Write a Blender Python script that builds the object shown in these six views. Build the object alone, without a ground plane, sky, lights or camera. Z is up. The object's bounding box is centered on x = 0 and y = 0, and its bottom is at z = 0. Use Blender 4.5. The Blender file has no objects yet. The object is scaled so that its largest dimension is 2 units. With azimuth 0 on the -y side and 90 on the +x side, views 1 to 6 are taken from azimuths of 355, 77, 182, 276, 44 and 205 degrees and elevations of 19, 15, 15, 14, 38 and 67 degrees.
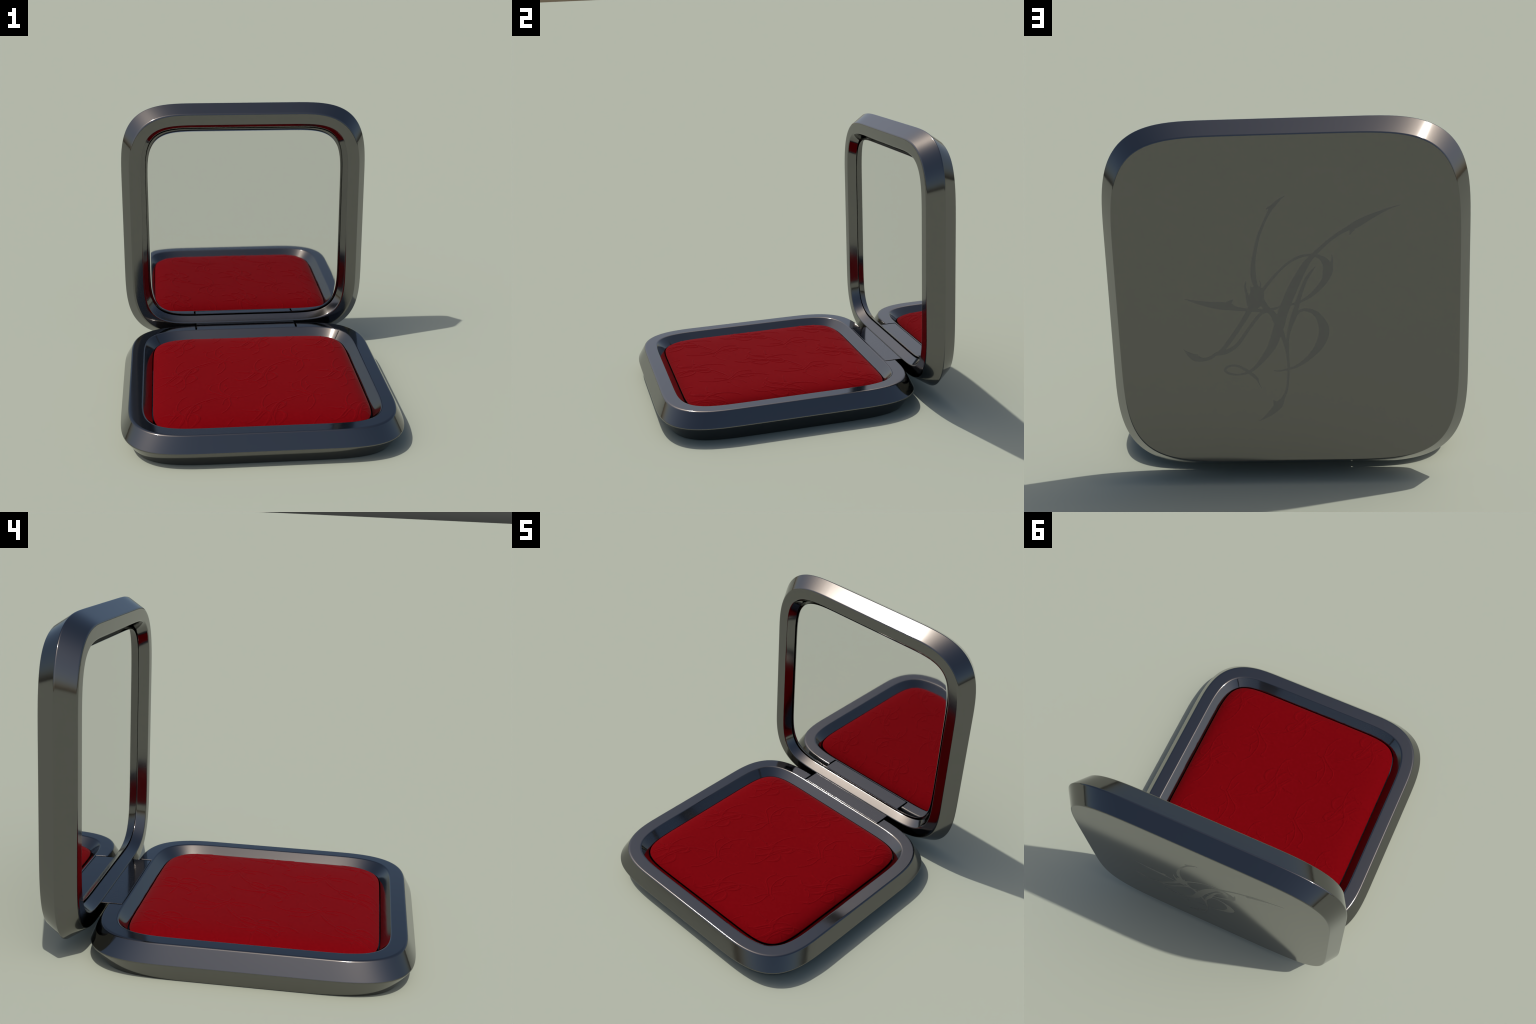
"""An open, square makeup compact: gunmetal base with a pressed red powder cushion,
an upright lid with a mirror inside and an engraved flourish on its back."""
import bpy, bmesh, math
import numpy as np
from mathutils import Vector

# ------------------------------------------------------------------ frame (metres)
HALF = 0.900            # half width of either shell at its widest belt
BASE_Y = -0.100         # centre of the base shell
BELT_Z = 0.107          # height of the widest belt of the base
RIM_Z = 0.206           # top of the base rim
LID_Y, LID_Z = 0.898, 0.968   # centre of the upright lid (belt plane, middle)
MIRROR_Y = 0.852
HINGE_Y, HINGE_Z = 0.730, 0.142
NOTCH = 0.377           # half width of the hinge notch

# outline style: (corner reach, superellipse exponent)
BELT, RIM, WELL, FLAT, PAD, GLASS = (.576, 3.5), (.46, 2.9), (.473, 4.1), (.70, 4.6), (.486, 5.6), (.435, 4.2)


# ------------------------------------------------------------------ outlines
def outline(a, style, n_quad=44):
    """Rounded square of half size a: superelliptic corners, even spacing, counter-clockwise."""
    c, n = min(style[0], a - .01), style[1]
    t = np.linspace(0, math.pi / 2, 1500)
    x = a - c + c * np.cos(t) ** (2 / n)
    y = a - c + c * np.sin(t) ** (2 / n)
    q = np.vstack([[[a, 0]], np.stack([x, y], 1), [[0, a]]])
    # spacing follows arc length plus turning, so corners get more points
    d = np.diff(q, axis=0)
    ln = np.hypot(*d.T)
    ang = np.unwrap(np.arctan2(d[:, 1], d[:, 0]))
    turn = np.abs(np.diff(ang, prepend=ang[0]))
    w = ln / ln.sum() * .45 + turn / turn.sum() * .55
    s = np.concatenate([[0], np.cumsum(w)])
    k = np.linspace(0, s[-1], n_quad + 1)[:-1]
    q = np.stack([np.interp(k, s, q[:, 0]), np.interp(k, s, q[:, 1])], 1)
    rot = [q]
    for _ in range(3):
        last = rot[-1]
        rot.append(np.stack([-last[:, 1], last[:, 0]], 1))
    return np.vstack(rot)


def fillet_profile(points):
    """points: (half size, height, style, fillet radius).  Rounds each interior corner."""
    out = []
    for i, (a, h, st, r) in enumerate(points):
        if r <= 0 or i in (0, len(points) - 1):
            out.append((a, h, st))
            continue
        p, p0, p1 = np.array([a, h]), np.array(points[i - 1][:2]), np.array(points[i + 1][:2])
        u, v = (p0 - p), (p1 - p)
        u, v = u / np.linalg.norm(u), v / np.linalg.norm(v)
        s, e = p + u * r, p + v * r
        for t in np.linspace(0, 1, 5):
            q = (1 - t) ** 2 * s + 2 * t * (1 - t) * p + t * t * e
            out.append((q[0], q[1], st))
    return out


def loft(name, profile, place, caps=(True, True)):
    """Loft rings of the profile; place maps (x, y, height) to the world."""
    rings = [outline(a, st) for a, h, st in profile]
    n = len(rings[0])
    verts, faces = [], []
    for ring, (a, h, st) in zip(rings, profile):
        verts += [place(x, y, h) for x, y in ring]
    for i in range(len(rings) - 1):
        for j in range(n):
            k = (j + 1) % n
            faces.append((i * n + j, i * n + k, (i + 1) * n + k, (i + 1) * n + j))
    if caps[0]:
        faces.append(tuple(range(n - 1, -1, -1)))
    if caps[1]:
        m = (len(rings) - 1) * n
        faces.append(tuple(range(m, m + n)))
    me = bpy.data.meshes.new(name)
    me.from_pydata(verts, [], faces)
    bm = bmesh.new()
    bm.from_mesh(me)
    bmesh.ops.recalc_face_normals(bm, faces=bm.faces)
    bm.to_mesh(me)
    bm.free()
    ob = bpy.data.objects.new(name, me)
    bpy.context.scene.collection.objects.link(ob)
    return ob


def weighted_normals(ob, limit=32):
    """Smooth shading with area-weighted normals, split where faces meet sharply."""
    me = ob.data
    for p in me.polygons:
        p.use_smooth = True
    bm = bmesh.new()
    bm.from_mesh(me)
    bm.faces.ensure_lookup_table()
    cosl = math.cos(math.radians(limit))
    nf = [f.normal.copy() for f in bm.faces]
    ar = [f.calc_area() for f in bm.faces]
    out = []
    for f in bm.faces:
        n0 = nf[f.index]
        for lp in f.loops:
            acc = Vector()
            for g in lp.vert.link_faces:
                if nf[g.index].dot(n0) > cosl:
                    acc += nf[g.index] * ar[g.index]
            out.append(acc.normalized() if acc.length > 0 else n0)
    bm.free()
    me.normals_split_custom_set(out)


def child(ob, parent):
    ob.parent = parent
    return ob


def apply_modifiers(ob):
    dg = bpy.context.evaluated_depsgraph_get()
    me = bpy.data.meshes.new_from_object(ob.evaluated_get(dg))
    ob.modifiers.clear()
    old = ob.data
    ob.data = me
    bpy.data.meshes.remove(old)


# ------------------------------------------------------------------ materials
def principled(name):
    m = bpy.data.materials.new(name)
    m.use_nodes = True
    return m, m.node_tree, m.node_tree.nodes["Principled BSDF"]


def metal(name, colour, rough, spread=.02, scale=3.0):
    m, t, b = principled(name)
    b.inputs["Metallic"].default_value = 1
    b.inputs["Base Color"].default_value = (*colour, 1)
    tc, no, mr = t.nodes.new("ShaderNodeTexCoord"), t.nodes.new("ShaderNodeTexNoise"), t.nodes.new("ShaderNodeMapRange")
    no.inputs["Scale"].default_value = scale
    no.inputs["Detail"].default_value = 4
    mr.inputs["To Min"].default_value, mr.inputs["To Max"].default_value = rough - spread, rough + spread
    t.links.new(tc.outputs["Object"], no.inputs["Vector"])
    t.links.new(no.outputs["Fac"], mr.inputs["Value"])
    t.links.new(mr.outputs["Result"], b.inputs["Roughness"])
    return m


GUNMETAL = metal("gunmetal", (.168, .164, .160), .097, .003)
EMBLEM_METAL = metal("etched_gunmetal", (.142, .141, .146), .28)
GAP_SHADE = metal("painted_gap_shade", (.03, .03, .032), .25)  # base colour dropped almost to black to paint in shadow of narrow gaps
MIRROR_GLASS = metal("mirror_glass", (.82, .82, .82), .03, .002)


def powder_material():
    m, t, b = principled("pressed_red_powder")
    tc, no, ra = t.nodes.new("ShaderNodeTexCoord"), t.nodes.new("ShaderNodeTexNoise"), t.nodes.new("ShaderNodeValToRGB")
    no.inputs["Scale"].default_value, no.inputs["Detail"].default_value = 60, 5
    ra.color_ramp.elements[0].position, ra.color_ramp.elements[1].position = .3, .7
    ra.color_ramp.elements[0].color = (.155, .0012, .0032, 1)
    ra.color_ramp.elements[1].color = (.167, .0016, .0038, 1)
    t.links.new(tc.outputs["Object"], no.inputs["Vector"])
    t.links.new(no.outputs["Fac"], ra.inputs["Fac"])
    t.links.new(ra.outputs["Color"], b.inputs["Base Color"])
    b.inputs["Roughness"].default_value = .9
    b.inputs["Sheen Weight"].default_value = .08
    b.inputs["Sheen Roughness"].default_value = .35
    b.inputs["Sheen Tint"].default_value = (1, .8, .8, 1)
    b.inputs["Specular IOR Level"].default_value = .02
    return m


POWDER = powder_material()

# ------------------------------------------------------------------ drawn strokes
# The flourish: hand-placed spine points (right, up, width) in millimetres, seen from behind the lid.
FLOURISH = {
    'upper_arm': [(5, 543, 1), (-18, 528, 8), (-43, 505, 16), (-65, 480, 17), (-85, 444, 12), (-106, 400, 12), (-126, 354, 13), (-141, 302, 14), (-153, 247, 17), (-160, 199, 21), (-161, 151, 24), (-156, 118, 23), (-149, 94, 18)],
    'upper_arm_barb': [(-88, 480, 1), (-72, 486, 13), (-54, 491, 16)],
    'long_stem': [(551, 484, 1), (502, 470, 7), (449, 448, 15), (389, 420, 27), (339, 393, 32), (297, 373, 20), (259, 352, 16), (212, 319, 15), (166, 279, 17), (126, 240, 21), (94, 201, 30), (62, 146, 36), (29, 82, 43), (0, 17, 44), (-26, -48, 46), (-43, -105, 47), (-61, -159, 44), (-82, -213, 38), (-112, -258, 29), (-145, -300, 21), (-178, -333, 15), (-215, -354, 11), (-255, -362, 8), (-283, -360, 9), (-311, -350, 11), (-320, -335, 12), (-307, -319, 11), (-277, -313, 10), (-245, -321, 11), (-214, -341, 14), (-187, -363, 15), (-166, -383, 14), (-157, -404, 6), (-142, -439, 1)],
    'long_stem_barb': [(309, 342, 1), (314, 356, 11), (324, 374, 24)],
    'spike_and_bowl': [(-502, 39, 1), (-449, 23, 12), (-387, 9, 26), (-325, 0, 36), (-286, -4, 35), (-255, -15, 21), (-209, -22, 15), (-162, -26, 15), (-107, -27, 15), (-68, -21, 11), (-36, -12, 9), (11, -2, 9), (50, 8, 12), (74, 18, 12), (114, 43, 17), (153, 79, 23), (185, 119, 30), (199, 159, 43), (202, 187, 44), (189, 213, 33), (171, 232, 21), (146, 244, 14), (111, 248, 11), (65, 240, 12), (10, 211, 11), (-46, 160, 11), (-94, 105, 14), (-125, 65, 17)],
    'spike_barb': [(-264, 33, 1), (-279, 19, 18), (-293, 5, 28)],
    'leg_barb': [(-455, -249, 1), (-461, -256, 12), (-468, -264, 22)],
    'tail_barb': [(-87, -502, 1), (-80, -512, 14), (-73, -524, 26)],
    'bowl_barb': [(222, 250, 1), (223, 222, 8), (216, 190, 18)],
    'inner_stem': [(142, 190, 1), (117, 160, 11), (92, 121, 15), (72, 73, 17), (55, 24, 20), (44, -16, 23), (31, -57, 26), (16, -98, 21), (4, -139, 15), (-4, -181, 13), (-5, -215, 13), (-6, -246, 12)],
    'lower_bowl': [(28, -82, 14), (45, -49, 12), (73, -30, 12), (108, -33, 17), (138, -50, 24), (163, -85, 36), (176, -127, 47), (171, -172, 46), (150, -218, 38), (118, -259, 27), (73, -300, 18), (33, -325, 12), (-7, -338, 9), (-47, -346, 6), (-79, -345, 2)],
    'tail': [(-125, 20, 30), (-103, -17, 27), (-76, -43, 27), (-53, -88, 33), (-33, -143, 23), (-19, -193, 17), (-8, -248, 14), (-4, -307, 12), (-5, -349, 11), (-9, -400, 10), (-18, -452, 11), (-35, -490, 15), (-59, -529, 35), (-95, -567, 26), (-128, -594, 14), (-161, -615, 2)],
    'left_leg': [(-177, -7, 27), (-202, -52, 23), (-236, -105, 21), (-270, -154, 21), (-307, -204, 20), (-341, -241, 18), (-366, -253, 15), (-394, -272, 15), (-431, -279, 18), (-466, -269, 32), (-495, -251, 21), (-514, -233, 6), (-524, -222, 1)],
    'right_leg': [(-101, -31, 14), (-131, -45, 14), (-164, -82, 15), (-206, -139, 15), (-248, -197, 17), (-281, -225, 18), (-317, -242, 20), (-353, -251, 15)],
    'knot': [(-161, 96, 27), (-149, 70, 61), (-150, 37, 68), (-161, 5, 53), (-176, -18, 30)],
    'left_horn': [(-198, 123, 2), (-203, 97, 9), (-197, 61, 12), (-190, 31, 21), (-180, 1, 33)],
    'right_horn': [(-132, 126, 2), (-127, 106, 6), (-132, 84, 9), (-138, 69, 15)],
    'cap': [(-176, 96, 5), (-172, 78, 12), (-166, 62, 23)],
}
# The winged motif pressed between the flourishes: (right, up) in millimetres on the powder.
WINGED = {
    'left_antenna': [(-56, 488), (-84, 503), (-110, 508), (-136, 509), (-158, 509)],
    'hooked_wing': [(-4, 454), (-34, 483), (-80, 518), (-99, 531), (-115, 559), (-116, 592), (-106, 620), (-106, 636), (-130, 639)],
    'wing_bridge': [(-98, 627), (-64, 652), (-43, 656)],
    'long_wing': [(10, 469), (-22, 501), (-42, 535), (-52, 580), (-49, 616), (-44, 650), (-40, 665), (-26, 688), (11, 735)],
    'claw': [(-27, 534), (-16, 559), (2, 586), (-9, 608), (-14, 639)],
    'claw_tail': [(9, 594), (50, 603), (95, 600)],
    'right_feeler': [(13, 466), (16, 486), (28, 511), (44, 531), (65, 547), (99, 556)],
    'left_fork': [(6, 454), (-12, 440), (-31, 415), (-39, 385), (-46, 362)],
    'lower_sweep': [(7, 449), (3, 424), (7, 396), (5, 357), (-8, 322), (-27, 286), (-53, 258)],
    'small_curl': [(15, 463), (41, 458), (57, 452), (55, 435)],
    'left_feeler': [(-18, 461), (-57, 443), (-104, 424), (-130, 403), (-172, 383)],
    'right_tail': [(55, 451), (107, 462), (152, 488), (173, 503)],
}
FAINT = {'claw_tail', 'left_feeler', 'right_tail', 'wing_bridge', 'right_feeler', 'left_antenna'}


def spline(pts, per=8):
    """Catmull-Rom (centripetal-ish) through the control points, all columns alike."""
    p = np.array(pts, float)
    p = np.vstack([2 * p[0] - p[1], p, 2 * p[-1] - p[-2]])
    out = []
    for i in range(1, len(p) - 2):
        for t in np.linspace(0, 1, per, endpoint=False):
            a, b, c, d = p[i - 1], p[i], p[i + 1], p[i + 2]
            out.append(.5 * (2 * b + (c - a) * t + (2 * a - 5 * b + 4 * c - d) * t * t + (3 * b - a - 3 * c + d) * t ** 3))
    out.append(p[-2])
    return np.array(out)


# ------------------------------------------------------------------ the thing
compact = bpy.data.objects.new("makeup_compact", None)
bpy.context.scene.collection.objects.link(compact)
compact["label"] = "open square gunmetal makeup compact with mirror and red powder"
compact["category"] = "makeup compact"

# ---- base shell: faceted outside, flat rim, sloping well
R = .009
base = loft("base_shell", fillet_profile([
    (.836, 0.000, FLAT, 0),
    (HALF, BELT_Z, BELT, .006),
    (.846, RIM_Z, RIM, R),
    (.759, RIM_Z, WELL, .006),
    (.7005, .148, PAD, .003),
    (.700, .055, PAD, 0),
]), lambda x, y, h: (x, y + BASE_Y, h))
cutter = bpy.data.objects.new("cutter", bpy.data.meshes.new("cutter"))
bpy.context.scene.collection.objects.link(cutter)
bm = bmesh.new()
bmesh.ops.create_cube(bm, size=1)
y0 = .6675
for v in bm.verts:
    v.co = Vector((v.co.x * 2 * (NOTCH + .006), y0 + (v.co.y + .5) * .4, .066 + (v.co.z + .5) * .4))
bm.to_mesh(cutter.data)
bm.free()
mod = base.modifiers.new("notch", 'BOOLEAN')
mod.operation, mod.object, mod.solver = 'DIFFERENCE', cutter, 'EXACT'
apply_modifiers(base)
bpy.data.objects.remove(cutter)
bm = bmesh.new()
bm.from_mesh(base.data)
lip = [e for e in bm.edges if all(abs(abs(v.co.x) - NOTCH - .006) < 1e-4 and abs(v.co.z - RIM_Z) < 1e-4 for v in e.verts)]
bmesh.ops.bevel(bm, geom=lip, offset=.003, segments=3, profile=.5, affect='EDGES')
bm.to_mesh(base.data)
bm.free()
weighted_normals(base)
base.data.materials.clear()
base.data.materials.append(GUNMETAL)
child(base, compact)

# ---- lid shell: same faceted shell standing upright, hollow towards the front
lid = loft("lid_shell", fillet_profile([
    (.838, -.102, FLAT, 0.),
    (HALF, 0.000, BELT, .006),
    (.8365, .106, RIM, R),
    (.757, .106, WELL, .006),
    (.7217, .048, GLASS, .003),
    (.7207, .018, GLASS, 0),
]), lambda x, y, h: (x, LID_Y - h, LID_Z + y))
# soften the edge of the flat back a little
bm = bmesh.new()
bm.from_mesh(lid.data)
edge = [e for e in bm.edges if all(abs(v.co.y - (LID_Y + .102)) < 1e-5 for v in e.verts) and len(e.link_faces) == 2]
bmesh.ops.bevel(bm, geom=edge, offset=.006, segments=3, profile=.5, affect='EDGES')
bm.to_mesh(lid.data)
bm.free()
weighted_normals(lid)
lid.data.materials.append(GUNMETAL)
child(lid, compact)

# ---- mirror plate
# the glass is flat but rolls off very slightly towards its border
glass_h = LID_Y - MIRROR_Y
roll = [(a, glass_h - .00022 * ((a - .655) / .0515) ** 3, GLASS) for a in np.linspace(.7065, .655, 9)]
mirror = loft("mirror", [(.7095, .0175, GLASS), (.7095, glass_h - .0035, GLASS), (.7086, glass_h - .0012, GLASS)] + roll
              + [(.600, glass_h + .00001, GLASS)], lambda x, y, h: (x, LID_Y - h, LID_Z - .003 + y))
weighted_normals(mirror)
mirror.data.materials.append(MIRROR_GLASS)
mirror.data.materials.append(GAP_SHADE)
for p in mirror.data.polygons:          # plate rim coloured near-black to darken the groove around the glass
    p.material_index = 1 if p.normal.y > -.9 else 0
child(mirror, lid)

# ---- hinge tab: fills the notch flush with the rim and runs into the lid
prof = [(.6710, RIM_Z), (.83, RIM_Z), (.83, .150), (.800, .110)]
for a in np.linspace(-30, -180, 14):
    prof.append((HINGE_Y + .0595 * math.cos(math.radians(a)), HINGE_Z + .0595 * math.sin(math.radians(a))))
bm = bmesh.new()
sides = [[bm.verts.new((sx * (NOTCH - .006), y, z)) for y, z in prof] for sx in (-1, 1)]
bm.faces.new(sides[0])
bm.faces.new(sides[1][::-1])
for i in range(len(prof)):
    j = (i + 1) % len(prof)
    bm.faces.new((sides[0][i], sides[1][i], sides[1][j], sides[0][j]))
bmesh.ops.recalc_face_normals(bm, faces=bm.faces)
edges = [e for e in bm.edges if e.calc_face_angle(0) > .6]
bmesh.ops.bevel(bm, geom=edges, offset=.003, segments=3, profile=.5, affect='EDGES')
tab_me = bpy.data.meshes.new("hinge_tab")
bm.to_mesh(tab_me)
bm.free()
tab = bpy.data.objects.new("hinge_tab", tab_me)
bpy.context.scene.collection.objects.link(tab)
weighted_normals(tab)
tab_me.materials.append(GUNMETAL)
child(tab, lid)

# ---- hinge pin through the base and the tab
bm = bmesh.new()
bmesh.ops.create_cone(bm, cap_ends=True, segments=24, radius1=.018, radius2=.018, depth=.86)
for v in bm.verts:
    v.co = Vector((v.co.z, HINGE_Y - .012 + v.co.y, HINGE_Z - .01 + v.co.x))
pin_me = bpy.data.meshes.new("hinge_pin")
bm.to_mesh(pin_me)
bm.free()
pin = bpy.data.objects.new("hinge_pin", pin_me)
bpy.context.scene.collection.objects.link(pin)
weighted_normals(pin)
pin_me.materials.append(GUNMETAL)
child(pin, base)

# ---- emblem: every stroke a thin raised ribbon on the back of the lid
verts, faces = [], []
for layer, pts in enumerate(FLOURISH.values()):
    s = spline(pts, 7) / 1000
    d = np.gradient(s[:, :2], axis=0)
    d /= np.linalg.norm(d, axis=1)[:, None] + 1e-9
    nrm = np.stack([-d[:, 1], d[:, 0]], 1)
    w = np.maximum(s[:, 2:3] * 1.07, .0012) / 2
    L, Rr = s[:, :2] + nrm * w, s[:, :2] - nrm * w
    y_top, y_low = LID_Y + .102 + .00015 + layer * .00002, LID_Y + .102 - .002
    b0 = len(verts)
    for q, (l, r) in enumerate(zip(L, Rr)):
        yt = y_top + .00002 * q / len(L)      # crossings of a stroke with itself never share a plane
        verts += [(-l[0], yt, LID_Z + l[1]), (-r[0], yt, LID_Z + r[1]),
                  (-r[0], y_low, LID_Z + r[1]), (-l[0], y_low, LID_Z + l[1])]
    n = len(L)
    for i in range(n - 1):
        a, b = b0 + 4 * i, b0 + 4 * i + 4
        for k in range(4):
            m = (k + 1) % 4
            faces.append((a + k, a + m, b + m, b + k))
    faces += [(b0, b0 + 1, b0 + 2, b0 + 3), tuple(b0 + 4 * (n - 1) + k for k in (3, 2, 1, 0))]
em_me = bpy.data.meshes.new("emblem")
em_me.from_pydata(verts, [], faces)
bm = bmesh.new()
bm.from_mesh(em_me)
bmesh.ops.recalc_face_normals(bm, faces=bm.faces)
bm.to_mesh(em_me)
bm.free()
em_me.materials.append(EMBLEM_METAL)
emblem = bpy.data.objects.new("emblem", em_me)
bpy.context.scene.collection.objects.link(emblem)
child(emblem, lid)

# ---- near-black pan modelled for the black shadow line round the powder
gap_shade_plate = loft("gap_shade_plate", [(.6942, .0555, PAD), (.6942, .1480, PAD), (.6800, .1480, PAD)],
           lambda x, y, h: (x, y + BASE_Y, h))
weighted_normals(gap_shade_plate)
gap_shade_plate.data.materials.append(GAP_SHADE)
child(gap_shade_plate, base)

# ---- powder cushion: domed pad with the motifs pressed into relief
PAD_HALF = .6945
MOTIF_SCALE, PITCH, ORIGIN = .40, .54, (.060, -.110)


def relief_field(n=760):
    """Height of the pressed ornament on a regular grid over the pad (0..1)."""
    lim = .72
    g = np.zeros((n, n), np.float32)
    px = 2 * lim / (n - 1)
    soft = .0045

    def stamp(x, y, w, amount):
        r = w / 2 + soft
        i0, i1 = int((x - r + lim) / px), int((x + r + lim) / px) + 2
        j0, j1 = int((y - r + lim) / px), int((y + r + lim) / px) + 2
        i0, j0, i1, j1 = max(i0, 0), max(j0, 0), min(i1, n), min(j1, n)
        if i0 >= i1 or j0 >= j1:
            return
        X = (np.arange(i0, i1) * px - lim - x)[None, :]
        Y = (np.arange(j0, j1) * px - lim - y)[:, None]
        t = np.clip((r - np.sqrt(X * X + Y * Y)) / (soft * 1.6), 0, 1)
        v = amount * t * t * (3 - 2 * t)
        g[j0:j1, i0:i1] = np.maximum(g[j0:j1, i0:i1], v)

    def draw(pts, cx, cy, amount):
        d = np.hypot(*np.diff(pts[:, :2], axis=0).T)
        s = np.concatenate([[0], np.cumsum(d)])
        k = np.arange(0, s[-1], px * .8)
        for x, y, w in zip(*(np.interp(k, s, pts[:, c]) for c in range(3))):
            stamp(x + cx, y + cy, w, amount)

    flourish = [spline(p, 6) / 1000 * MOTIF_SCALE for p in FLOURISH.values()]
    winged = [(spline([(x, y - 540, 5) for x, y in p], 8) / 1000, .5 if k in FAINT else 1.) for k, p in WINGED.items()]
    for i in range(-2, 3):
        for j in range(-2, 3):
            cx, cy = ORIGIN[0] + i * PITCH, ORIGIN[1] - BASE_Y + j * PITCH
            for p in flourish:
                draw(p, cx, cy, 1.)
            for p, amount in winged:
                draw(p, cx - PITCH / 2, cy - PITCH / 2, amount)
    return g, lim, px


def build_powder():
    field, lim, px = relief_field()
    N = 641
    u = np.linspace(-1, 1, N)
    # denser rows towards the rounded border
    u = np.sign(u) * (1 - (1 - np.abs(u)) ** 1.25)
    U, V = np.meshgrid(u, u)
    # map the square onto the squircle outline: same direction, radius scaled
    ring = outline(PAD_HALF, PAD, 200)
    ang = np.arctan2(ring[:, 1], ring[:, 0])
    o = np.argsort(ang)
    rr = np.hypot(*ring.T)[o]
    aa = ang[o]
    th = np.arctan2(V, U)
    rho = np.maximum(np.abs(U), np.abs(V))
    rad = np.interp(th, aa, rr, period=2 * math.pi)
    full = rho / np.maximum(np.hypot(U, V), 1e-9)      # 1 / (length of the square's ray)
    # blend: straight grid inside, squircle at the border
    k = rho ** 3
    s_grid, s_ring = PAD_HALF, rad * full
    s = s_grid * (1 - k) + s_ring * k
    X, Y = U * s, V * s
    # the border level: how far along the way to the outline
    lev = np.hypot(X, Y) / rad
    lev = np.clip(lev, 0, 1)
    Z = .152 + .036 * (1 - lev ** 9) + .013 * (1 - lev ** 28) + .007 * (1 - lev ** 2)
    # ornament, bilinear
    fx, fy = (X + lim) / px, (Y + lim) / px
    i, j = np.clip(fx.astype(int), 0, field.shape[1] - 2), np.clip(fy.astype(int), 0, field.shape[0] - 2)
    a, b = fx - i, fy - j
    h = (field[j, i] * (1 - a) + field[j, i + 1] * a) * (1 - b) + (field[j + 1, i] * (1 - a) + field[j + 1, i + 1] * a) * b
    Z = Z + .0025 * h * (1 - .6 * np.clip((lev - .9) / .1, 0, 1))
    verts = np.stack([X.ravel(), Y.ravel() + BASE_Y, Z.ravel()], 1)
    idx = np.arange(N * N).reshape(N, N)
    quads = np.stack([idx[:-1, :-1], idx[:-1, 1:], idx[1:, 1:], idx[1:, :-1]], -1).reshape(-1, 4)
    # skirt down into the well
    loop = np.concatenate([idx[0, :-1], idx[:-1, -1], idx[-1, :0:-1], idx[:0:-1, 0]])
    low = verts[loop].copy()
    low[:, 2] = .1483
    m = len(loop)
    lowi = N * N + np.arange(m)
    nxt, lnxt = np.roll(loop, -1), np.roll(lowi, -1)
    skirt = np.stack([loop, lowi, lnxt, nxt], -1)
    verts = np.vstack([verts, low])
    quads = np.vstack([quads, skirt])
    me = bpy.data.meshes.new("powder")
    me.vertices.add(len(verts))
    me.vertices.foreach_set("co", verts.ravel().astype(np.float32))
    me.loops.add(quads.size)
    me.loops.foreach_set("vertex_index", quads.ravel().astype(np.int32))
    me.polygons.add(len(quads))
    me.polygons.foreach_set("loop_start", (np.arange(len(quads)) * 4).astype(np.int32))
    me.polygons.foreach_set("use_smooth", np.ones(len(quads), bool))
    me.update(calc_edges=True)
    me.validate()
    me.materials.append(POWDER)
    ob = bpy.data.objects.new("powder", me)
    bpy.context.scene.collection.objects.link(ob)
    return ob


powder = build_powder()
child(powder, base)
